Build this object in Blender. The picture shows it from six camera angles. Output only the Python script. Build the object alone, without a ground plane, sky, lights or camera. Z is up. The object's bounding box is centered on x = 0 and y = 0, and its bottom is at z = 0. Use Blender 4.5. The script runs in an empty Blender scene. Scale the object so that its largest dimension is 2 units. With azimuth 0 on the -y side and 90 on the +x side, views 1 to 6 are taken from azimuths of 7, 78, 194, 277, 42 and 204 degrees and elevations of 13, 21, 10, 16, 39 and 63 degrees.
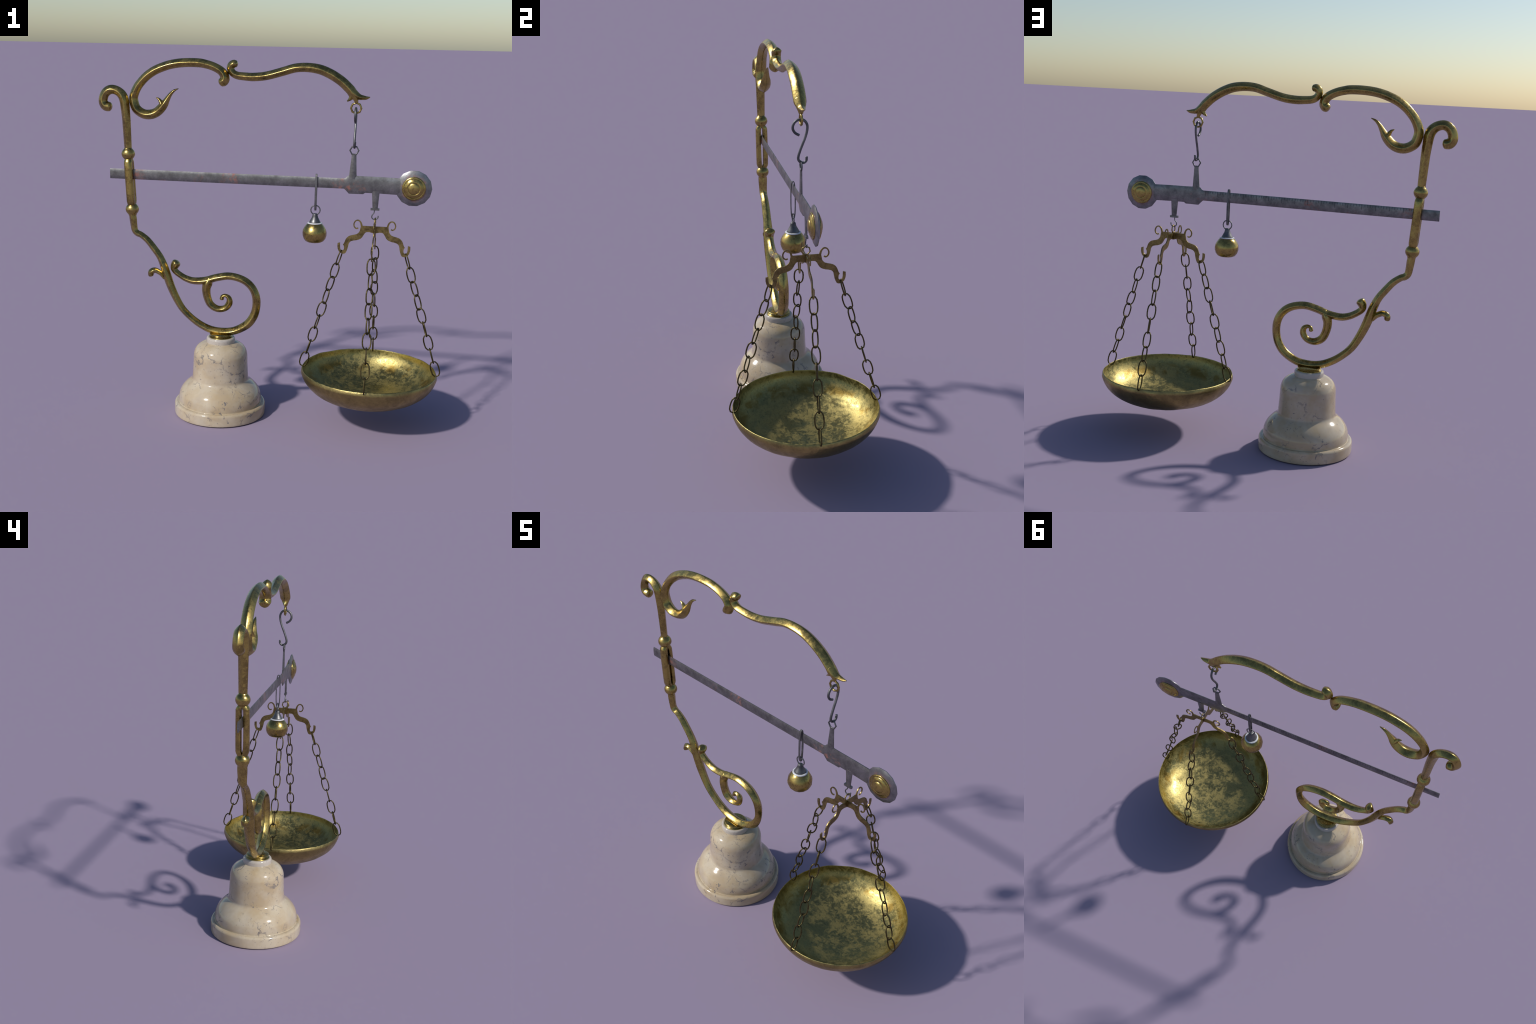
import bpy, bmesh, math, random
from mathutils import Vector, Matrix, noise

random.seed(7)
TILT = math.radians(-3.0)          # the stand's plane is turned a little about z
COL = bpy.context.scene.collection

# ------------------------------------------------------------------ materials
class Nodes:
    """small helper that chains shader nodes"""
    def __init__(self, name):
        self.mat = bpy.data.materials.new(name)
        self.mat.use_nodes = True
        self.t = self.mat.node_tree
        self.t.nodes.clear()
        self.out = self.t.nodes.new('ShaderNodeOutputMaterial')
        self.bsdf = self.t.nodes.new('ShaderNodeBsdfPrincipled')
        self.t.links.new(self.bsdf.outputs[0], self.out.inputs[0])
        self.co = self.t.nodes.new('ShaderNodeTexCoord').outputs['Object']

    def put(self, sock, v):
        if hasattr(v, 'default_value') and hasattr(v, 'is_output'):
            self.t.links.new(v, sock)
        else:
            sock.default_value = v

    def vec(self, scale=(1, 1, 1), loc=(0, 0, 0), src=None):
        m = self.t.nodes.new('ShaderNodeMapping')
        self.t.links.new(src or self.co, m.inputs[0])
        m.inputs['Location'].default_value = loc
        m.inputs['Scale'].default_value = scale
        return m.outputs[0]

    def noise(self, scale, detail=4, rough=0.55, dist=0.0, vec=None, color=False):
        n = self.t.nodes.new('ShaderNodeTexNoise')
        self.t.links.new(vec or self.co, n.inputs['Vector'])
        n.inputs['Scale'].default_value = scale
        n.inputs['Detail'].default_value = detail
        n.inputs['Roughness'].default_value = rough
        n.inputs['Distortion'].default_value = dist
        return n.outputs[1 if color else 0]

    def voronoi(self, scale, feature='F1', vec=None, rand=1.0):
        n = self.t.nodes.new('ShaderNodeTexVoronoi')
        n.feature = feature
        self.t.links.new(vec or self.co, n.inputs['Vector'])
        n.inputs['Scale'].default_value = scale
        n.inputs['Randomness'].default_value = rand
        return n.outputs[0]

    def ramp(self, fac, stops):
        n = self.t.nodes.new('ShaderNodeValToRGB')
        self.t.links.new(fac, n.inputs[0])
        e = n.color_ramp.elements
        while len(e) > len(stops):
            e.remove(e[-1])
        while len(e) < len(stops):
            e.new(1.0)
        for el, (p, c) in zip(e, stops):
            el.position = p
            el.color = (*c, 1) if isinstance(c, tuple) else (c, c, c, 1)
        return n.outputs[0]

    def mix(self, fac, a, b, mode='MIX'):
        n = self.t.nodes.new('ShaderNodeMix')
        n.data_type = 'RGBA'
        n.blend_type = mode
        self.put(n.inputs[0], fac)
        for s, v in ((n.inputs[6], a), (n.inputs[7], b)):
            self.put(s, (*v, 1) if isinstance(v, tuple) else v)
        return n.outputs[2]

    def math(self, op, a, b=0.0, clamp=False):
        n = self.t.nodes.new('ShaderNodeMath')
        n.operation = op
        n.use_clamp = clamp
        self.put(n.inputs[0], a)
        self.put(n.inputs[1], b)
        return n.outputs[0]

    def sep(self, src=None):
        n = self.t.nodes.new('ShaderNodeSeparateXYZ')
        self.t.links.new(src or self.co, n.inputs[0])
        return n.outputs

    def bump(self, height, strength=0.3, dist=0.002, normal=None):
        n = self.t.nodes.new('ShaderNodeBump')
        n.inputs['Strength'].default_value = strength
        n.inputs['Distance'].default_value = dist
        self.t.links.new(height, n.inputs['Height'])
        if normal is not None:
            self.t.links.new(normal, n.inputs['Normal'])
        return n.outputs[0]

    def done(self, color, rough, metal=0.0, normal=None, **kw):
        self.put(self.bsdf.inputs['Base Color'], (*color, 1) if isinstance(color, tuple) else color)
        self.put(self.bsdf.inputs['Roughness'], rough)
        self.put(self.bsdf.inputs['Metallic'], metal)
        if normal is not None:
            self.t.links.new(normal, self.bsdf.inputs['Normal'])
        for k, v in kw.items():
            self.put(self.bsdf.inputs[k], v)
        return self.mat


def make_brass(name, light, dark, r0, r1, big=16.0):
    n = Nodes(name)
    patches = n.math('ADD', n.math('MULTIPLY', n.noise(big, 5, 0.6), 0.6), n.math('MULTIPLY', n.noise(big * 4.5, 5, 0.62, 0.5, n.vec(loc=(4, 1, 7))), 0.4))
    grain = n.noise(190, 4, 0.6)
    col = n.mix(n.ramp(patches, [(0.40, 0.0), (0.56, 1.0)]), dark, light)
    col = n.mix(n.ramp(grain, [(0.52, 0.0), (0.72, 0.45)]), col, tuple(c * 0.7 for c in dark))
    rough = n.math('ADD', n.ramp(patches, [(0.41, r0), (0.57, r1)]), n.ramp(grain, [(0.4, 0.0), (0.75, 0.10)]))
    nor = n.bump(grain, 0.10, 0.0008, n.bump(n.noise(55, 4), 0.16, 0.0025))
    return n.done(col, rough, 1.0, nor)


def make_pan():
    n = Nodes('hammered_brass')
    x, y, z = n.sep()
    # object origin of the pan is its rim centre
    rad = n.math('SQRT', n.math('ADD', n.math('MULTIPLY', x, x), n.math('MULTIPLY', y, y)))
    cloud = n.math('ADD', n.math('MULTIPLY', n.noise(12, 6, 0.6, 0.4), 0.5), n.math('MULTIPLY', n.noise(55, 7, 0.65, 0.8, n.vec(loc=(1, 5, 2))), 0.5))
    fine = n.noise(110, 5, 0.65, 0.4)
    scratch = n.noise(30, 5, 0.7, 1.2, n.vec((1, 2.2, 1), (0.4, 0, 0)))
    dulled = n.ramp(cloud, [(0.44, 0.0), (0.56, 1.0)])
    col = n.mix(dulled, (0.28, 0.24, 0.095), (0.41, 0.335, 0.130))
    col = n.mix(n.ramp(scratch, [(0.57, 0.0), (0.64, 0.55)]), col, (0.11, 0.10, 0.05))
    col = n.mix(n.ramp(fine, [(0.5, 0.0), (0.75, 0.4)]), col, (0.14, 0.125, 0.055))
    # ochre tarnish in a band below the rim
    band = n.ramp(rad, [(0.292, 0.0), (0.318, 1.0), (0.342, 1.0), (0.358, 0.0)])
    stain = n.ramp(n.noise(9, 6, 0.62, 0.5, n.vec(loc=(3, 1, 2))), [(0.46, 0.0), (0.56, 1.0)])
    col = n.mix(n.math('MULTIPLY', n.math('MULTIPLY', band, stain), 0.8), col, (0.23, 0.145, 0.03))
    rough = n.math('ADD', n.ramp(cloud, [(0.44, 0.27), (0.55, 0.50)]), n.ramp(fine, [(0.35, -0.03), (0.75, 0.10)]))
    nor = n.bump(cloud, 0.14, 0.010, n.bump(fine, 0.18, 0.0022))
    return n.done(col, rough, 1.0, nor)


def make_pan_underside():
    n = Nodes('darker_brown_brass')
    cloud = n.noise(15, 6, 0.6, 0.4)
    fine = n.noise(90, 4, 0.6)
    col = n.mix(n.ramp(cloud, [(0.38, 0.0), (0.62, 1.0)]), (0.25, 0.195, 0.082), (0.37, 0.29, 0.112))
    col = n.mix(n.ramp(fine, [(0.5, 0.0), (0.8, 0.5)]), col, (0.14, 0.105, 0.052))
    rough = n.ramp(cloud, [(0.35, 0.46), (0.65, 0.32)])
    return n.done(col, rough, 1.0, n.bump(cloud, 0.35, 0.012, n.bump(fine, 0.15, 0.002)))


def make_iron(name, dark, light, r0, r1, rust_at=0.56, where=None):
    n = Nodes(name)
    cloud = n.noise(18, 6, 0.62)
    fine = n.noise(110, 4, 0.6)
    col = n.mix(n.ramp(cloud, [(0.35, 0.0), (0.65, 1.0)]), dark, light)
    col = n.mix(n.ramp(fine, [(0.45, 0.0), (0.8, 0.5)]), col, tuple(c * 0.75 for c in dark))
    spots = n.ramp(n.noise(7, 4, 0.6, 0.3, n.vec(loc=(5, 2, 9))), [(rust_at, 0.0), (rust_at + 0.1, 1.0)])
    if where == 'slot':                                # rubbed and rusted where the beam runs through the post
        x = n.sep()[0]
        near = n.math('SUBTRACT', 1.0, n.math('MULTIPLY', n.math('ABSOLUTE', n.math('ADD', x, 0.50)), 14.0), clamp=True)
        spots = n.math('MAXIMUM', spots, near)
    if where == 'boss':                                # rust creeping out from under the boss
        x, y, z = n.sep()
        dx, dz = n.math('SUBTRACT', x, 1.034), n.math('SUBTRACT', z, 1.349)
        rr = n.math('SQRT', n.math('ADD', n.math('MULTIPLY', dx, dx), n.math('MULTIPLY', dz, dz)))
        spots = n.ramp(rr, [(0.060, 1.0), (0.078, 0.0)])
    rustmask = n.math('MULTIPLY', spots, n.ramp(n.noise(60, 5, 0.7), [(0.44, 0.0), (0.62, 1.0)]))
    col = n.mix(rustmask, col, (0.27, 0.115, 0.09))
    metal = n.math('SUBTRACT', 0.9, n.math('MULTIPLY', rustmask, 0.6))
    rough = n.ramp(cloud, [(0.3, r1), (0.7, r0)])
    return n.done(col, rough, metal, n.bump(fine, 0.2, 0.0012, n.bump(cloud, 0.15, 0.004)))


def make_marble(name, stain_amount, base=(0.66, 0.60, 0.52)):
    n = Nodes(name)
    warp = n.noise(9, 7, 0.62, color=True)
    vm = n.t.nodes.new('ShaderNodeMix')
    vm.data_type = 'VECTOR'
    vm.inputs[0].default_value = 0.16
    n.t.links.new(n.co, vm.inputs[4])
    n.t.links.new(warp, vm.inputs[5])
    w = vm.outputs[1]
    stain = n.ramp(n.noise(6, 4, 0.6, 0.3), [(0.36, 0.0), (0.62, 1.0)])
    col = n.mix(n.math('MULTIPLY', stain, stain_amount), base, (0.415, 0.315, 0.19))
    col = n.mix(n.ramp(n.noise(11, 3, 0.5, vec=n.vec(loc=(2, 7, 1))), [(0.5, 0.0), (0.75, 0.35)]), col, (0.35, 0.31, 0.27))
    # long cracks: cell borders, broken up by a patchy mask
    crack = n.ramp(n.voronoi(7.5, 'DISTANCE_TO_EDGE', w), [(0.008, 1.0), (0.030, 0.0)])
    breakup = n.ramp(n.noise(8, 3, 0.6, vec=n.vec(loc=(1, 4, 6))), [(0.50, 0.0), (0.60, 1.0)])
    crack = n.math('MULTIPLY', crack, breakup)
    # blotches and fine specks
    blot = n.math('MULTIPLY', n.ramp(n.noise(42, 5, 0.65, 0.6), [(0.60, 0.0), (0.64, 1.0)]),
                  n.ramp(n.noise(6, 3, 0.5, vec=n.vec(loc=(9, 3, 4))), [(0.47, 0.0), (0.58, 1.0)]))
    speck = n.math('MULTIPLY', n.ramp(n.noise(120, 3, 0.6), [(0.64, 0.0), (0.68, 1.0)]),
                   n.ramp(n.noise(9, 2, 0.5, vec=n.vec(loc=(7, 1, 4))), [(0.44, 0.0), (0.6, 1.0)]))
    dark = n.math('MAXIMUM', crack, n.math('MAXIMUM', blot, n.math('MULTIPLY', speck, 0.7)))
    col = n.mix(n.math('MULTIPLY', dark, 0.85), col, (0.145, 0.135, 0.135))
    return n.done(col, 0.11, 0.0, **{'IOR': 1.5})


BRASS = make_brass('aged_brass', (0.42, 0.312, 0.102), (0.265, 0.20, 0.070), 0.17, 0.33)
PLATE = make_brass('dull_brass_sheet', (0.30, 0.225, 0.09), (0.16, 0.12, 0.05), 0.32, 0.46, 30)
CHAIN = make_brass('dark_brass_wire', (0.115, 0.09, 0.038), (0.06, 0.047, 0.022), 0.34, 0.48, 40)
PAN = make_pan()
PAN_UNDER = make_pan_underside()
IRON = make_iron('grey_iron', (0.125, 0.123, 0.122), (0.255, 0.252, 0.25), 0.34, 0.48, rust_at=0.585, where='slot')
IRON_DISC = make_iron('polished_iron', (0.15, 0.15, 0.155), (0.29, 0.29, 0.295), 0.30, 0.42, where='boss')
IRON_DARK = make_iron('dark_iron', (0.10, 0.10, 0.103), (0.20, 0.197, 0.20), 0.40, 0.55, 0.6)
MARBLE = make_marble('veined_marble', 0.9, (0.51, 0.435, 0.325))
MARBLE_RIM = make_marble('pale_marble', 0.3, (0.47, 0.43, 0.385))
n_ = Nodes('white_enamel')
ENAMEL = n_.done(n_.ramp(n_.noise(30), [(0.3, (0.50, 0.51, 0.53)), (0.7, (0.62, 0.63, 0.64))]), 0.4)
n_ = Nodes('engraved_line')
ENGRAVED = n_.done(n_.ramp(n_.noise(80), [(0.3, (0.03, 0.03, 0.035)), (0.7, (0.07, 0.065, 0.065))]), 0.7, 0.4)

# ------------------------------------------------------------------ geometry helpers
ROOT = bpy.data.objects.new('balance_scale', None)
ROOT.location = (-0.26, 0.048, 0.0)
ROOT.rotation_euler = (0, 0, TILT)
COL.objects.link(ROOT)
ROOT["label"] = "antique brass steelyard scale with chained pan on marble base"
ROOT["category"] = "balance scale"


def add(name, mesh, parent=ROOT, matrix=None):
    o = bpy.data.objects.new(name, mesh)
    COL.objects.link(o)
    o.parent = parent
    if matrix is not None:
        o.matrix_local = matrix
    return o


def finish(bm, name, mat, parent=ROOT, smooth=True, angle=None, matrix=None):
    bmesh.ops.recalc_face_normals(bm, faces=bm.faces)
    me = bpy.data.meshes.new(name)
    if angle is not None:
        for e in bm.edges:
            if len(e.link_faces) == 2 and e.calc_face_angle(0) > math.radians(angle):
                e.smooth = False
    for f in bm.faces:
        f.smooth = smooth
    bm.to_mesh(me)
    bm.free()
    me.materials.append(mat)
    return add(name, me, parent, matrix)


def spline(pts, per=6, closed=False):
    """Catmull-Rom through control tuples of any width"""
    n = len(pts)
    out = []
    segs = n if closed else n - 1
    for i in range(segs):
        if closed:
            p = [pts[(i + k) % n] for k in (-1, 0, 1, 2)]
        else:
            p = [pts[max(0, min(n - 1, i + k))] for k in (-1, 0, 1, 2)]
        for j in range(per):
            t = j / per
            out.append(tuple(0.5 * (2 * b + (c - a) * t + (2 * a - 5 * b + 4 * c - d) * t * t
                                    + (3 * b - a - 3 * c + d) * t ** 3)
                             for a, b, c, d in zip(*p)))
    if not closed:
        out.append(pts[-1])
    return out


def rod(bm, ctrl, wide=1.22, power=1.22, sides=32, per=6, cap=(True, True), y=0.0):
    """wrought bar in the stand's plane: ctrl = (x, z, half thickness); square bar set on edge (diamond section, ridges softened)"""
    P = spline(ctrl, per)
    rows = []
    n = len(P)
    tan = []
    for i in range(n):
        a, b = P[max(0, i - 1)], P[min(n - 1, i + 1)]
        d = Vector((b[0] - a[0], b[1] - a[1]))
        tan.append(d.normalized() if d.length > 1e-9 else Vector((1, 0)))
    seq = [(Vector((p[0], p[1])), t, max(p[2], 0.0006), power) for p, t in zip(P, tan)]
    for i in range(n):                                 # the section rounds off towards a capped end
        for end, on in ((i, cap[0]), (n - 1 - i, cap[1])):
            if on and end < 10:
                q = seq[i]
                seq[i] = (q[0], q[1], q[2], power + 0.33 * (1 - end / 10))

    def capped(pos, t, r, power, sign):
        res = []
        for k in range(1, 5):
            a = k / 5 * math.pi / 2
            res.append((pos + t * sign * r * math.sin(a) * 0.62, t, r * math.cos(a), power + (1.9 - power) * math.sin(a)))
        return res
    if cap[0]:
        seq = capped(*seq[0], -1)[::-1] + seq
    if cap[1]:
        seq = seq + capped(*seq[-1], 1)
    for pos, t, r, pw in seq:
        nrm = Vector((-t.y, t.x))
        ring = []
        for k in range(sides):
            a = 2 * math.pi * k / sides
            c, s = math.cos(a), math.sin(a)
            f = (abs(c) ** pw + abs(s) ** pw) ** (-1 / pw)
            q = pos + nrm * (c * f * r)
            ring.append(bm.verts.new((q.x, y + s * f * r * wide, q.y)))
        rows.append(ring)
    for a, b in zip(rows, rows[1:]):
        for k in range(sides):
            bm.faces.new((a[k], a[(k + 1) % sides], b[(k + 1) % sides], b[k]))
    bm.faces.new(rows[0][::-1])
    bm.faces.new(rows[-1])
    return bm


def wire(bm, path, r, sides=8, closed=False):
    """round wire along 3D points, parallel-transported frame"""
    pts = [Vector(p) for p in path]
    n = len(pts)
    tans = []
    for i in range(n):
        a = pts[(i - 1) % n] if closed else pts[max(0, i - 1)]
        b = pts[(i + 1) % n] if closed else pts[min(n - 1, i + 1)]
        tans.append((b - a).normalized())
    up = Vector((0, 0, 1)) if abs(tans[0].z) < 0.8 else Vector((1, 0, 0))
    u = (up - tans[0] * up.dot(tans[0])).normalized()
    rows = []
    for i in range(n):
        t = tans[i]
        u = (u - t * u.dot(t)).normalized()
        v = t.cross(u)
        rr = r[i] if isinstance(r, (list, tuple)) else r
        rows.append([bm.verts.new(pts[i] + (u * math.cos(2 * math.pi * k / sides) + v * math.sin(2 * math.pi * k / sides)) * rr)
                     for k in range(sides)])
    pairs = list(zip(rows, rows[1:])) + ([(rows[-1], rows[0])] if closed else [])
    for a, b in pairs:
        for k in range(sides):
            bm.faces.new((a[k], a[(k + 1) % sides], b[(k + 1) % sides], b[k]))
    if not closed:
        bm.faces.new(rows[0][::-1])
        bm.faces.new(rows[-1])
    return bm


def lathe(bm, prof, segs=48, centre=(0, 0, 0), axis='Z'):
    rows = []
    for r, h in prof:
        row = []
        for k in range(segs):
            a = 2 * math.pi * k / segs
            p = (r * math.cos(a), r * math.sin(a), h) if axis == 'Z' else (r * math.cos(a), h, r * math.sin(a))
            row.append(p)
        rows.append([bm.verts.new(Vector(p) + Vector(centre)) for p in row] if r > 1e-6
                    else [bm.verts.new(Vector(row[0]) + Vector(centre))])
    for a, b in zip(rows, rows[1:]):
        for k in range(segs):
            k2 = (k + 1) % segs
            if len(a) == 1 and len(b) == 1:
                continue
            if len(a) == 1:
                bm.faces.new((a[0], b[k], b[k2]))
            elif len(b) == 1:
                bm.faces.new((a[k], a[k2], b[0]))
            else:
                bm.faces.new((a[k], a[k2], b[k2], b[k]))
    return bm


def slab(bm, outline, half, bevel=0.0, rot=0.0, offset=(0, 0)):
    """flat plate from an (x, z) outline, thickness 2*half across y; optionally turned about z"""
    c, s = math.cos(rot), math.sin(rot)
    vs = []
    for y in (-half, half):
        vs.append([bm.verts.new((offset[0] + x * c - y * s, offset[1] + x * s + y * c, z)) for x, z in outline])
    n = len(outline)
    bm.faces.new(vs[0])
    bm.faces.new(vs[1][::-1])
    for i in range(n):
        bm.faces.new((vs[0][i], vs[0][(i + 1) % n], vs[1][(i + 1) % n], vs[1][i]))
    return bm


# ------------------------------------------------------------------ marble base
foot = [(0.0, 0.0), (0.250, 0.0), (0.2575, 0.003), (0.260, 0.010), (0.2605, 0.034), (0.260, 0.056), (0.2575, 0.064),
        (0.251, 0.0695), (0.243, 0.0705), (0.2385, 0.070), (0.236, 0.073), (0.2365, 0.085), (0.2355, 0.103), (0.231, 0.124),
        (0.2215, 0.144), (0.208, 0.162), (0.191, 0.1785), (0.175, 0.191), (0.1645, 0.2005), (0.160, 0.210),
        (0.159, 0.225), (0.157, 0.255), (0.155, 0.300), (0.1535, 0.342), (0.151, 0.360), (0.144, 0.379),
        (0.132, 0.395), (0.115, 0.4075), (0.098, 0.416), (0.084, 0.4205), (0.0, 0.421)]
base = finish(lathe(bmesh.new(), spline(foot[1:-1], 3) + [foot[-1]], 72, (-0.003, 0.003, 0)), 'marble_base', MARBLE)
neck = [(0.0, 0.418), (0.0815, 0.418), (0.0815, 0.423), (0.0815, 0.438), (0.0795, 0.446), (0.075, 0.4505), (0.069, 0.4505), (0.0, 0.449)]
finish(lathe(bmesh.new(), spline(neck[1:-1], 3) + [neck[-1]], 56, (-0.003, 0.003, 0)), 'marble_neck', MARBLE_RIM, base)

# ------------------------------------------------------------------ brass stand
stem = [(-0.522, 1.150, 0.020), (-0.516, 1.107, 0.0215), (-0.512, 1.071, 0.020), (-0.506, 1.040, 0.019), (-0.490, 1.0235, 0.0185),
        (-0.469, 1.015, 0.018), (-0.432, 0.987, 0.019), (-0.395, 0.943, 0.020), (-0.360, 0.895, 0.0205),
        (-0.337, 0.845, 0.023), (-0.320, 0.794, 0.025), (-0.296, 0.727, 0.024), (-0.265, 0.661, 0.022),
        (-0.228, 0.601, 0.0205), (-0.179, 0.553, 0.020), (-0.123, 0.514, 0.021), (-0.062, 0.488, 0.022),
        (0.006, 0.480, 0.023), (0.077, 0.491, 0.023), (0.144, 0.529, 0.024), (0.180, 0.575, 0.024),
        (0.197, 0.627, 0.023), (0.198, 0.687, 0.023), (0.180, 0.738, 0.022), (0.145, 0.776, 0.022),
        (0.096, 0.799, 0.0215), (0.035, 0.807, 0.0215), (-0.031, 0.794, 0.0215), (-0.093, 0.774, 0.0215),
        (-0.160, 0.767, 0.0205), (-0.205, 0.777, 0.019), (-0.235, 0.792, 0.018), (-0.263, 0.811, 0.018), (-0.277, 0.829, 0.0195),
        (-0.275, 0.846, 0.0235), (-0.269, 0.858, 0.0255), (-0.265, 0.864, 0.0255)]
stand = finish(rod(bmesh.new(), stem, cap=(False, True)), 'scrolled_stem', BRASS)
scroll = [(-0.070, 0.786, 0.018), (-0.081, 0.761, 0.027), (-0.090, 0.727, 0.025), (-0.085, 0.682, 0.023), (-0.065, 0.637, 0.022),
          (-0.025, 0.613, 0.020), (0.019, 0.619, 0.018), (0.043, 0.648, 0.019), (0.042, 0.678, 0.0155),
          (0.022, 0.693, 0.0105), (0.004, 0.687, 0.0105), (0.000, 0.673, 0.0125)]
finish(rod(bmesh.new(), scroll), 'inner_scroll', BRASS, stand)
twig = [(-0.335, 0.772, 0.009), (-0.345, 0.788, 0.013), (-0.354, 0.799, 0.015), (-0.368, 0.807, 0.0155), (-0.384, 0.814, 0.016), (-0.399, 0.8125, 0.017),
        (-0.411, 0.804, 0.0175), (-0.414, 0.792, 0.017), (-0.413, 0.786, 0.016)]
finish(rod(bmesh.new(), twig), 'side_curl', BRASS, stand)
collar = [(0.0, 0.446), (0.066, 0.446), (0.0675, 0.449), (0.0668, 0.4535), (0.061, 0.4565), (0.058, 0.460), (0.061, 0.463),
          (0.064, 0.4665), (0.063, 0.470), (0.058, 0.472), (0.0, 0.4725)]
finish(lathe(bmesh.new(), spline(collar[1:-1], 3) + [collar[-1]], 48, (-0.002, 0.002, 0)), 'stand_collar', BRASS, stand)

# upright: split between two beads so the beam can swing in the slot
top = (-0.541, 1.470)
bot = (-0.5205, 1.160)
axis_dir = Vector((bot[0] - top[0], 0, bot[1] - top[1])).normalized()
lean = Matrix.Translation((top[0], 0, top[1])) @ Vector((0, 0, -1)).rotation_difference(axis_dir).to_matrix().to_4x4()
bead = [(0.0205, 0.034), (0.0235, 0.029), (0.0285, 0.0235), (0.034, 0.015), (0.037, 0.005), (0.0372, -0.004),
        (0.034, -0.014), (0.028, -0.0225), (0.0235, -0.028), (0.022, -0.034)]
bb = finish(lathe(bmesh.new(), [(0.0, 0.034)] + spline(bead, 3) + [(0.0, -0.034)], 28), 'bead', BRASS, stand, matrix=lean)
b2 = add('bead', bb.data, stand, Matrix.Translation((bot[0] - top[0], 0, bot[1] - top[1])) @ lean)

length = math.hypot(bot[0] - top[0], bot[1] - top[1])
bm = bmesh.new()
for side in (1, -1):
    rows = []
    # (distance down, inner y, outer y, half x)
    for d, yi, yo, hx in ((0.020, 0.0, 0.020, 0.019), (0.030, 0.0, 0.026, 0.0205), (0.038, 0.0012, 0.031, 0.022), (0.048, 0.0055, 0.034, 0.0225),
                          (0.09, 0.0068, 0.0345, 0.0225), (0.16, 0.0072, 0.0345, 0.0225), (0.225, 0.0068, 0.0345, 0.0225), (0.262, 0.0055, 0.034, 0.0225),
                          (0.273, 0.0012, 0.031, 0.022), (0.281, 0.0, 0.027, 0.021), (0.291, 0.0, 0.021, 0.020)):
        ch = 0.013
        sec = [(-hx + 0.002, yi), (hx - 0.002, yi), (hx, yi + 0.002), (hx, yo - ch), (hx - ch * 0.35, yo - ch * 0.35), (hx - ch, yo), (-hx + ch, yo),
               (-hx + ch * 0.35, yo - ch * 0.35), (-hx, yo - ch), (-hx, yi + 0.002)]
        rows.append([bm.verts.new(lean @ Vector((x, side * yy, -d))) for x, yy in sec])
    m = len(rows[0])
    for a, b in zip(rows, rows[1:]):
        for k in range(m):
            bm.faces.new((a[k], a[(k + 1) % m], b[(k + 1) % m], b[k]))
    bm.faces.new(rows[0])
    bm.faces.new(rows[-1])
finish(bm, 'slotted_post', BRASS, stand, angle=50)

crook = [(-0.648, 1.727, 0.026), (-0.667, 1.731, 0.028), (-0.680, 1.746, 0.027), (-0.682, 1.767, 0.026), (-0.673, 1.795, 0.0255),
         (-0.653, 1.815, 0.0255), (-0.627, 1.8215, 0.025), (-0.596, 1.812, 0.0255), (-0.572, 1.790, 0.0275), (-0.561, 1.761, 0.0275),
         (-0.556, 1.720, 0.026), (-0.551, 1.668, 0.0245), (-0.548, 1.615, 0.0235), (-0.544, 1.536, 0.022), (-0.541, 1.480, 0.021)]
finish(rod(bmesh.new(), crook, wide=1.05, cap=(True, False)), 'post_crook', BRASS, stand)

# ------------------------------------------------------------------ brass bracket arm
inner_arm = [(-0.016, 1.876, 0.024), (-0.006, 1.882, 0.0275), (0.001, 1.895, 0.027), (-0.002, 1.914, 0.0255), (-0.018, 1.934, 0.0235), (-0.042, 1.949, 0.0228),
             (-0.071, 1.961, 0.0228), (-0.101, 1.969, 0.023), (-0.136, 1.975, 0.0238), (-0.193, 1.976, 0.024), (-0.250, 1.972, 0.024), (-0.303, 1.962, 0.024),
             (-0.351, 1.946, 0.024), (-0.394, 1.926, 0.024), (-0.436, 1.896, 0.024), (-0.470, 1.860, 0.024), (-0.490, 1.831, 0.0245), (-0.504, 1.799, 0.0252),
             (-0.508, 1.777, 0.0255), (-0.504, 1.749, 0.0265), (-0.493, 1.722, 0.0268), (-0.472, 1.704, 0.0262), (-0.447, 1.693, 0.0262), (-0.424, 1.691, 0.0265),
             (-0.400, 1.695, 0.0262), (-0.375, 1.707, 0.0255), (-0.352, 1.728, 0.0252), (-0.333, 1.752, 0.022), (-0.319, 1.775, 0.016), (-0.300, 1.804, 0.0105),
             (-0.280, 1.824, 0.007), (-0.255, 1.836, 0.002)]
arm = finish(rod(bmesh.new(), inner_arm, cap=(True, False)), 'bracket_arm', BRASS)
finish(rod(bmesh.new(), [(-0.344, 1.738, 0.019), (-0.349, 1.752, 0.016), (-0.357, 1.766, 0.011), (-0.366, 1.777, 0.007), (-0.381, 1.785, 0.0018)], cap=(False, False)),
       'thorn', BRASS, arm)
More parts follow.
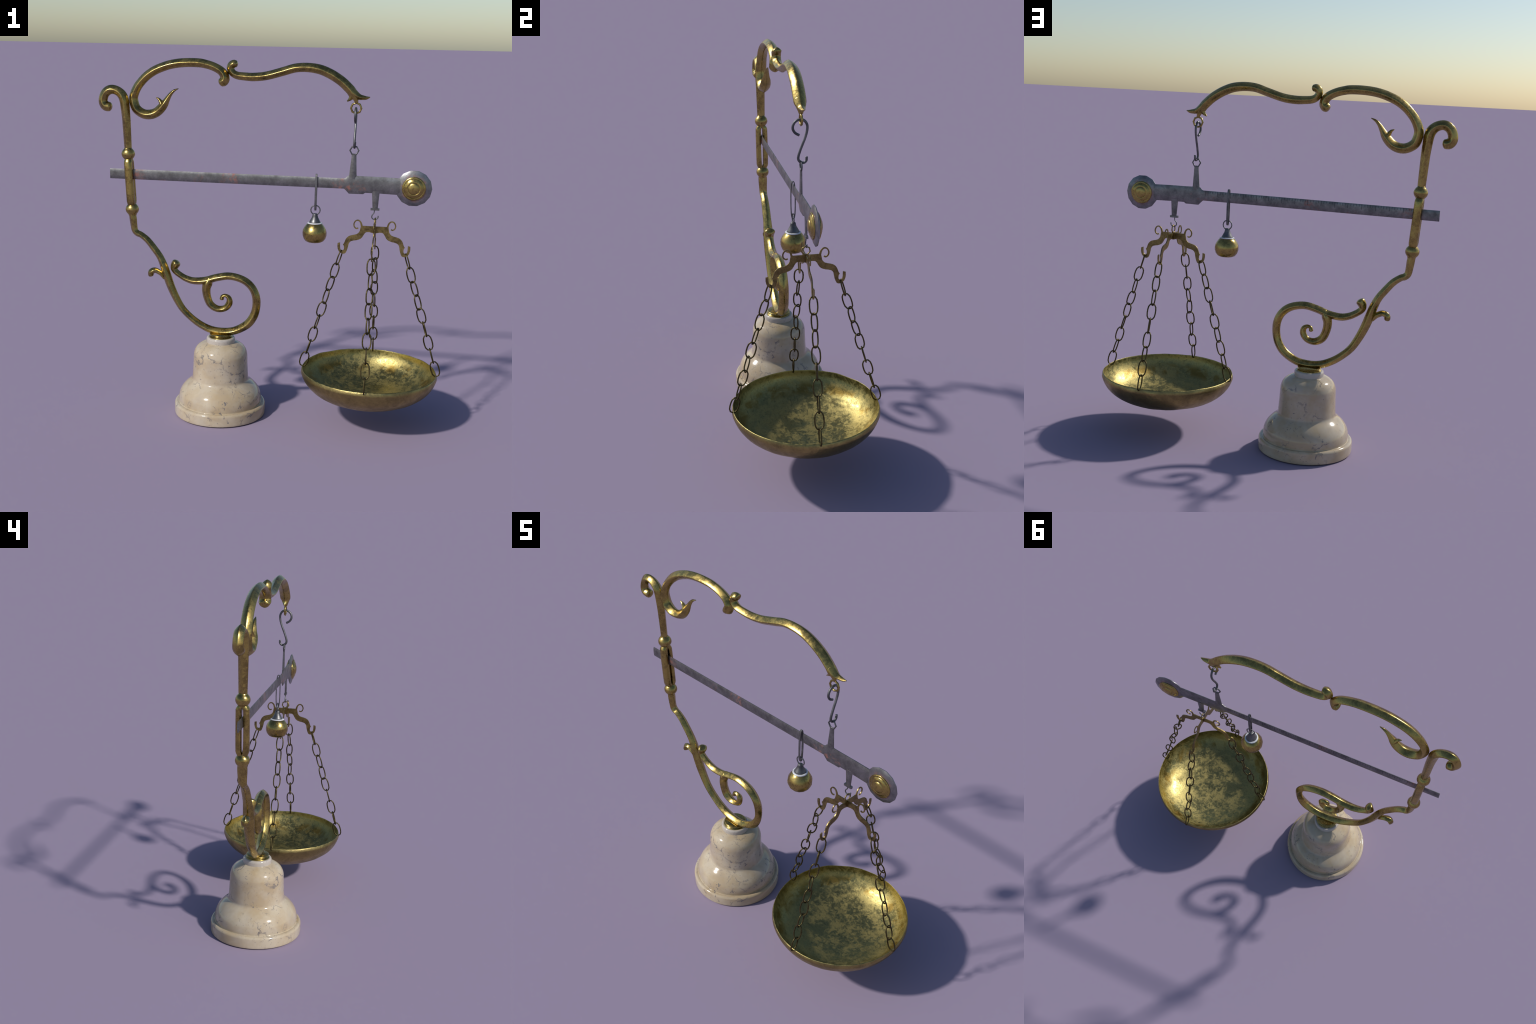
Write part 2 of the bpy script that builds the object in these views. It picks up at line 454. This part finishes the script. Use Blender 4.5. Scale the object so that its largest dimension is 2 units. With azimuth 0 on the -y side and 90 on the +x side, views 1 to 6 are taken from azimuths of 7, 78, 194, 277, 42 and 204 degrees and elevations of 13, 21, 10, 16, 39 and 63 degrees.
outer_arm = [(0.060, 1.975, 0.019), (0.049, 1.9745, 0.0218), (0.037, 1.967, 0.0218), (0.032, 1.954, 0.021), (0.035, 1.940, 0.0202), (0.048, 1.924, 0.020),
             (0.071, 1.914, 0.0205), (0.109, 1.910, 0.0215), (0.161, 1.9085, 0.0225), (0.230, 1.917, 0.0228), (0.315, 1.941, 0.023), (0.383, 1.961, 0.0235),
             (0.450, 1.965, 0.0245), (0.514, 1.956, 0.0255), (0.570, 1.934, 0.026), (0.613, 1.909, 0.026), (0.639, 1.890, 0.026), (0.659, 1.872, 0.026), (0.679, 1.852, 0.0258),
             (0.691, 1.834, 0.0245), (0.703, 1.816, 0.0175), (0.709, 1.799, 0.0115), (0.7105, 1.790, 0.009)]
outer = finish(rod(bmesh.new(), outer_arm), 'bracket_arm_end', BRASS, arm)
finish(rod(bmesh.new(), [(0.684, 1.846, 0.024), (0.704, 1.830, 0.0215), (0.726, 1.8195, 0.0155), (0.746, 1.8165, 0.012), (0.763, 1.816, 0.0088), (0.781, 1.820, 0.002)], cap=(True, False)),
       'thorn', BRASS, arm)
finish(rod(bmesh.new(), [(0.690, 1.836, 0.019), (0.687, 1.826, 0.0175), (0.679, 1.811, 0.0115), (0.670, 1.802, 0.0068), (0.661, 1.7955, 0.003)], cap=(True, False)),
       'thorn', BRASS, arm)


def hoop(name, cx, cz, R, r, n, mat, parent, plane='XZ', cy=0.0, start=0.0, sides=8):
    pts = []
    for k in range(n):
        a = start + 2 * math.pi * k / n
        u, v = R * math.cos(a), R * math.sin(a)
        pts.append((cx + u, cy, cz + v) if plane == 'XZ' else (cx, cy + u, cz + v))
    return finish(wire(bmesh.new(), pts, r, sides, True), name, mat, parent)


hoop('arm_ring', 0.7105, 1.761, 0.0275, 0.0055, 8, BRASS, arm, start=0.0)

# ------------------------------------------------------------------ iron hook between arm and beam
s_hook = [(-0.008, 1.686), (-0.028, 1.698), (-0.039, 1.719), (-0.034, 1.742), (-0.018, 1.757), (0.002, 1.761), (0.020, 1.751),
          (0.030, 1.731), (0.029, 1.705), (0.019, 1.670), (0.004, 1.633), (-0.010, 1.594), (-0.013, 1.571), (-0.003, 1.556),
          (0.014, 1.552), (0.026, 1.563), (0.027, 1.581)]
finish(wire(bmesh.new(), [(0.710, y, z) for y, z in spline(s_hook, 4)], 0.0064, 8), 'suspension_hook', IRON_DARK)

# ------------------------------------------------------------------ iron beam
HALF = 0.0047


def cambered(bm, stations, along='X', rows=11, camber=0.70):
    """forged flat bar: stations = (position, low edge, high edge, half thickness); faces bulge a little"""
    rings = []
    for p, lo, hi, h in stations:
        ring = []
        for side in (-1, 1):
            ts = [-1 + 2 * k / (rows - 1) for k in range(rows)]
            for t in (ts if side < 0 else ts[::-1]):
                w = (lo + hi) / 2 + t * (hi - lo) / 2
                y = side * h * (1 - camber * abs(t) ** 3)
                ring.append(bm.verts.new((p, y, w) if along == 'X' else (w, y, p)))
        rings.append(ring)
    n = len(rings[0])
    for a, b in zip(rings, rings[1:]):
        for k in range(n):
            bm.faces.new((a[k], a[(k + 1) % n], b[(k + 1) % n], b[k]))
    bm.faces.new(rings[0])
    bm.faces.new(rings[-1][::-1])


bm = bmesh.new()
cambered(bm, [(-0.647, 1.3300, 1.3860, HALF), (-0.2, 1.3303, 1.3863, HALF), (0.3, 1.3307, 1.3867, HALF), (0.664, 1.331, 1.387, HALF), (0.672, 1.324, 1.391, 0.0060),
              (0.682, 1.314, 1.402, 0.0062), (0.691, 1.305, 1.404, 0.0064), (0.730, 1.3055, 1.4035, 0.0064), (0.767, 1.306, 1.4025, 0.0064), (0.778, 1.314, 1.4025, 0.0064), (0.86, 1.313, 1.402, 0.0068),
              (0.94, 1.311, 1.400, 0.0078), (0.990, 1.312, 1.398, 0.011)])
cambered(bm, [(1.385, 0.682, 0.7285, 0.0068), (1.404, 0.688, 0.7280, 0.0066), (1.450, 0.6925, 0.7255, 0.006), (1.494, 0.6965, 0.7235, 0.0055), (1.516, 0.698, 0.7225, 0.0052)], 'Z', 5)
cambered(bm, [(1.326, 0.8135, 0.8555, 0.0068), (1.300, 0.8155, 0.8535, 0.0062), (1.262, 0.8185, 0.8510, 0.0058), (1.228, 0.8215, 0.8490, 0.0055)], 'Z', 5)
cambered(bm, [(1.233, 0.811, 0.858, 0.0068), (1.221, 0.811, 0.858, 0.0068)], 'Z', 5, 0.1)
beam = finish(bm, 'steelyard_beam', IRON, angle=48)
disc = [(0.0, -0.0130), (0.056, -0.0130), (0.0635, -0.0125), (0.0935, -0.0030), (0.0962, -0.0015), (0.0962, 0.0015), (0.0935, 0.0030),
        (0.0635, 0.0125), (0.056, 0.0130), (0.0, 0.0130)]
finish(lathe(bmesh.new(), disc, 14, (1.034, 0, 1.349), 'Y'), 'end_disc', IRON_DISC, beam, angle=40)
boss = [(0.0620, 0.0068), (0.0632, 0.0140), (0.0615, 0.0170), (0.0565, 0.0190), (0.0545, 0.0193), (0.0530, 0.0188), (0.0515, 0.0203), (0.0470, 0.0230), (0.0405, 0.0262),
        (0.0345, 0.0274), (0.0325, 0.0268), (0.0310, 0.0266), (0.0290, 0.0290), (0.0230, 0.0318), (0.0150, 0.0336), (0.0060, 0.0345)]
b1 = finish(lathe(bmesh.new(), [(r, -h) for r, h in spline(boss, 2)] + [(0.0, -0.0345)], 28, (0, 0, 0), 'Y'), 'boss', BRASS, beam,
            matrix=Matrix.Translation((1.034, 0, 1.349)))
add('boss', b1.data, beam, Matrix.Translation((1.034, 0, 1.349)) @ Matrix.Rotation(math.pi, 4, 'Z'))
hoop('beam_ring', 0.7105, 1.538, 0.0235, 0.0042, 6, IRON_DARK, beam, start=0)

# graduation marks, only on the rear face, every fifth one long
bm = bmesh.new()
rng = random.Random(3)
step = 0.0146
k = 0
x = 0.648
while x > -0.515:
    long = k % 5 == 0
    L = (0.029 if long else 0.0135) * rng.uniform(0.8, 1.1)
    w = (0.0011 if long else 0.0008)
    slant = rng.uniform(-0.0012, 0.0012)
    z1 = 1.3845
    lo, hi = [], []
    for j in range(5):                                 # follow the bulge of the bar's rear face
        f = j / 4
        zz = z1 - L * (1 - f)
        yy = HALF * (1 - 0.70 * abs((zz - 1.3585) / 0.028) ** 3) + 0.0004
        xc = x + slant * (1 - f)
        lo.append([bm.verts.new((xc + sg * w, yy - 0.0012, zz)) for sg in (-1, 1)])
        hi.append([bm.verts.new((xc + sg * w, yy, zz)) for sg in (-1, 1)])
    for j in range(4):
        bm.faces.new((hi[j][0], hi[j][1], hi[j + 1][1], hi[j + 1][0]))
        for sg in (0, 1):
            bm.faces.new((lo[j][sg], hi[j][sg], hi[j + 1][sg], lo[j + 1][sg]))
    x -= step * rng.uniform(0.9, 1.1)
    k += 1
marks = finish(bm, 'graduation_marks', ENGRAVED, beam, smooth=False)
marks["kind"] = "stuff"

# ------------------------------------------------------------------ counterweight
BX, BY = 0.513, -0.003
bob = [(0.030, 1.137), (0.038, 1.134), (0.046, 1.127), (0.056, 1.113), (0.0635, 1.098), (0.0665, 1.082), (0.0655, 1.066), (0.060, 1.050),
       (0.050, 1.037), (0.038, 1.031), (0.020, 1.030)]
weight = finish(lathe(bmesh.new(), [(0.0, 1.137)] + bob + [(0.0, 1.030)], 14, (BX, BY, 0)), 'counterweight', BRASS)
band = [(0.031, 1.133), (0.041, 1.1335), (0.0405, 1.137), (0.036, 1.1395), (0.031, 1.1395)]
finish(lathe(bmesh.new(), band + band[:1], 18, (BX, BY, 0)), 'enamel_band', ENAMEL, weight)
cone = [(0.0, 1.136), (0.0335, 1.136), (0.030, 1.144), (0.023, 1.157), (0.017, 1.168), (0.0145, 1.177), (0.0142, 1.184), (0.010, 1.1885), (0.0, 1.189)]
finish(lathe(bmesh.new(), cone, 12, (BX, BY, 0)), 'weight_neck', IRON_DARK, weight)
hoop('weight_ring', BX + 0.001, 1.2075, 0.0255, 0.0033, 14, IRON_DARK, weight, cy=BY)
loop = []
for k in range(28):
    a = 2 * math.pi * k / 28
    c, s = math.cos(a), math.sin(a)
    z = 1.305 + 0.098 * (abs(s) ** 0.75) * (1 if s > 0 else -1)
    half_w = 0.0115 + 0.004 * ((1.305 - z) / 0.1 < 0.3)
    loop.append((BX + 0.0005, BY + 0.0112 * (abs(c) ** 0.7) * (1 if c > 0 else -1), z))
bm = bmesh.new()
rows = []
n = len(loop)
for k in range(n):                                     # flat strap, wider along the beam than thick
    p = Vector(loop[k])
    t = (Vector(loop[(k + 1) % n]) - Vector(loop[k - 1])).normalized()
    nn = Vector((0, -t.z, t.y))
    rows.append([bm.verts.new(p + Vector((1, 0, 0)) * (sx * 0.0052) + nn * (sn * 0.0022)) for sx, sn in ((-1, -1), (1, -1), (1, 1), (-1, 1))])
for k in range(n):
    a, b = rows[k], rows[(k + 1) % n]
    for j in range(4):
        bm.faces.new((a[j], a[(j + 1) % 4], b[(j + 1) % 4], b[j]))
finish(bm, 'stirrup', IRON_DARK, weight, angle=40)

# ------------------------------------------------------------------ pan carrier: two crossed brass plates
CX, CY = 0.8373, -0.002
iron_hook = [(0.832, 1.224), (0.830, 1.207), (0.821, 1.195), (0.819, 1.182), (0.827, 1.173), (0.840, 1.172), (0.851, 1.179), (0.853, 1.192)]
finish(wire(bmesh.new(), [(x, 0, z) for x, z in spline(iron_hook, 4)], 0.0030, 8), 'beam_hook', IRON_DARK, beam)
half_arm = [(0.070, 1.134), (0.0745, 1.129), (0.079, 1.105), (0.084, 1.096), (0.093, 1.0875), (0.106, 1.083), (0.119, 1.080), (0.132, 1.076), (0.142, 1.070), (0.150, 1.061),
            (0.155, 1.051), (0.159, 1.039), (0.162, 1.032), (0.167, 1.025), (0.163, 1.021), (0.161, 1.015), (0.160, 1.003), (0.1625, 0.996), (0.168, 0.9925),
            (0.175, 0.994), (0.180, 1.000), (0.182, 1.012), (0.1825, 1.036), (0.196, 1.032), (0.1965, 1.014), (0.194, 1.000), (0.189, 0.988),
            (0.179, 0.979), (0.168, 0.974), (0.158, 0.9745), (0.151, 0.979), (0.146, 0.989), (0.142, 1.001), (0.138, 1.018), (0.136, 1.031), (0.131, 1.040),
            (0.124, 1.046), (0.110, 1.0505), (0.095, 1.053), (0.083, 1.057), (0.073, 1.062), (0.065, 1.070), (0.059, 1.080), (0.053, 1.091),
            (0.047, 1.098), (0.041, 1.1005), (0.026, 1.101), (0.014, 1.098), (0.005, 1.0955)]
curl = [(0.068, 1.124), (0.071, 1.139), (0.077, 1.154), (0.089, 1.163), (0.103, 1.159), (0.1115, 1.143), (0.109, 1.127), (0.098, 1.1175), (0.088, 1.121)]
curl_hw = [0.0055, 0.005, 0.0042, 0.0036, 0.0034, 0.0034, 0.0034, 0.0034, 0.0038]


def ribbon(ctrl, hw, per=4):
    P = spline([(x, z, w) for (x, z), w in zip(ctrl, hw)], per)
    L, R = [], []
    for i, (x, z, w) in enumerate(P):
        a, b = P[max(0, i - 1)], P[min(len(P) - 1, i + 1)]
        d = Vector((b[0] - a[0], b[1] - a[1])).normalized()
        L.append((x - d.y * w, z + d.x * w))
        R.append((x + d.y * w, z - d.x * w))
    return L, R


def carrier(name, rot, parent):
    bm = bmesh.new()
    full = half_arm + [(-x, z) for x, z in half_arm[::-1]]
    slab(bm, full, 0.0026, rot=rot, offset=(CX, CY))
    L, R = ribbon(curl, curl_hw)
    for sgn in (1, -1):
        vs = []
        c, s = math.cos(rot), math.sin(rot)
        for y in (-0.0021, 0.0021):
            vs.append([[bm.verts.new((CX + sgn * x * c - y * s, CY + sgn * x * s + y * c, z)) for x, z in side] for side in (L, R)])
        for i in range(len(L) - 1):
            bm.faces.new((vs[0][0][i], vs[0][0][i + 1], vs[0][1][i + 1], vs[0][1][i]))
            bm.faces.new((vs[1][0][i], vs[1][1][i], vs[1][1][i + 1], vs[1][0][i + 1]))
            for q in (0, 1):
                bm.faces.new((vs[0][q][i], vs[1][q][i], vs[1][q][i + 1], vs[0][q][i + 1]))
        for i in (0, len(L) - 1):
            bm.faces.new((vs[0][0][i], vs[0][1][i], vs[1][1][i], vs[1][0][i]))
    bm.normal_update()
    bmesh.ops.triangulate(bm, faces=[f for f in bm.faces if len(f.verts) > 4], ngon_method='EAR_CLIP')
    return finish(bm, name, PLATE, parent, smooth=False)


car = carrier('pan_carrier', 0.0, ROOT)
carrier('cross_plate', math.radians(90), car)
hoop('carrier_ring', CX, 1.156, 0.0215, 0.0036, 7, PLATE, car, 'YZ', cy=CY, start=math.radians(90))

# ------------------------------------------------------------------ pan
R, DEPTH, RIM = 0.377, 0.170, 0.312
PXC, PYC = 0.842, -0.003
prof_out, prof_in = [], []
for i in range(33):
    t = i / 32
    r = R * math.sin(t * math.pi / 2)
    z = -DEPTH * math.sqrt(max(0.0, 1 - (r / R) ** 2.5))
    z = z + 0.010 * (r / R) ** 6
    if z < -0.014:
        prof_out.append((r, z))
        prof_in.append((max(0.0, r - 0.0062 * (r / R) ** 5), z + 0.0050 + 0.003 * max(0.0, 1 - (r / R) ** 2)))
# the outer face rolls in to a thin edge
lip = [(R - 0.0008, -0.010), (R - 0.0013, -0.003), (R - 0.0028, 0.004), (R - 0.0050, 0.0105), (R - 0.0072, 0.0142), (R - 0.0080, 0.0130), (R - 0.0082, 0.006)]
prof_in = prof_in[::-1]
bm = lathe(bmesh.new(), prof_out + lip + prof_in, 96)
for v in bm.verts:                                     # gently beaten sheet
    rr = math.hypot(v.co.x, v.co.y)
    k = noise.noise(Vector((v.co.x, v.co.y, v.co.z)) * 11.0) * 0.0026 + noise.noise(Vector((v.co.x, v.co.y, 3.0)) * 28.0) * 0.0010
    if rr > 1e-6:
        v.co.x *= 1 + k * 0.5 / R
        v.co.y *= 1 + k * 0.5 / R
    v.co.z += k
PAN_AT = Matrix.Translation((PXC, PYC, RIM - 0.004))
pan = finish(bm, 'pan', PAN, matrix=PAN_AT)
pan.data.materials.append(PAN_UNDER)
for f in pan.data.polygons[:96 * (len(prof_out) + 3)]:  # the first rows of the turned profile are the outside
    f.material_index = 1

# ------------------------------------------------------------------ chains: nine links each
hl, hw, wr = 0.0430, 0.0222, 0.0038                    # centre line half length, half width, wire radius
link_path = []
for sx, sz in ((1, 1), (-1, 1), (-1, -1), (1, -1)):
    quarter = [(0.0, hl), (hw * 0.52, hl * 0.93), (hw * 0.89, hl * 0.62), (hw, hl * 0.22)]
    pts = [(sx * x, sz * z) for x, z in quarter]
    if sx * sz < 0:
        pts = [(sx * x, sz * z) for x, z in quarter[::-1]]
        pts = pts[:-1] if sx < 0 and sz > 0 else pts[:-1]
        link_path += pts + [(0.0, sz * hl)]
    else:
        link_path += pts[1:]
# order the outline by angle so the wire runs once round
link_path = sorted(set((round(x, 6), round(z, 6)) for x, z in link_path), key=lambda p: math.atan2(p[1], p[0]))
lm = wire(bmesh.new(), [(x, 0, z) for x, z in link_path], wr, 8, True)
first = finish(lm, 'chain_link', CHAIN, pan)
link_mesh = first.data
bpy.data.objects.remove(first)
turns = [-70, 28, -48, 53, -16, -80, 3, -88, 2]              # turn of each link about the chain, from the hook down
rng = random.Random(11)
for c in range(4):
    az = c * math.pi / 2
    hand = 1 if c in (0, 3) else -1                    # neighbouring chains twist opposite ways
    out = Vector((math.cos(az), math.sin(az), 0))
    a = Vector((CX, CY, 0.9875)) + out * 0.1735
    swing = Vector((math.cos(az - 0.009), math.sin(az - 0.009), 0))
    b = Vector((PXC, PYC, 0.3180)) + swing * 0.3735
    d = (b - a) / 9
    zax = -d.normalized()
    xr = (out - zax * out.dot(zax)).normalized()
    yr = zax.cross(xr)
    for i, deg in enumerate(turns):
        m = Matrix((xr, yr, zax)).transposed().to_4x4()
        ang = math.radians(deg * hand + rng.uniform(-3, 3))
        mid = a + d * (i + 0.5)
        o = bpy.data.objects.new('chain_link', link_mesh)
        COL.objects.link(o)
        o.parent = pan
        o.matrix_local = PAN_AT.inverted() @ Matrix.Translation(mid) @ m @ Matrix.Rotation(ang, 4, 'Z')
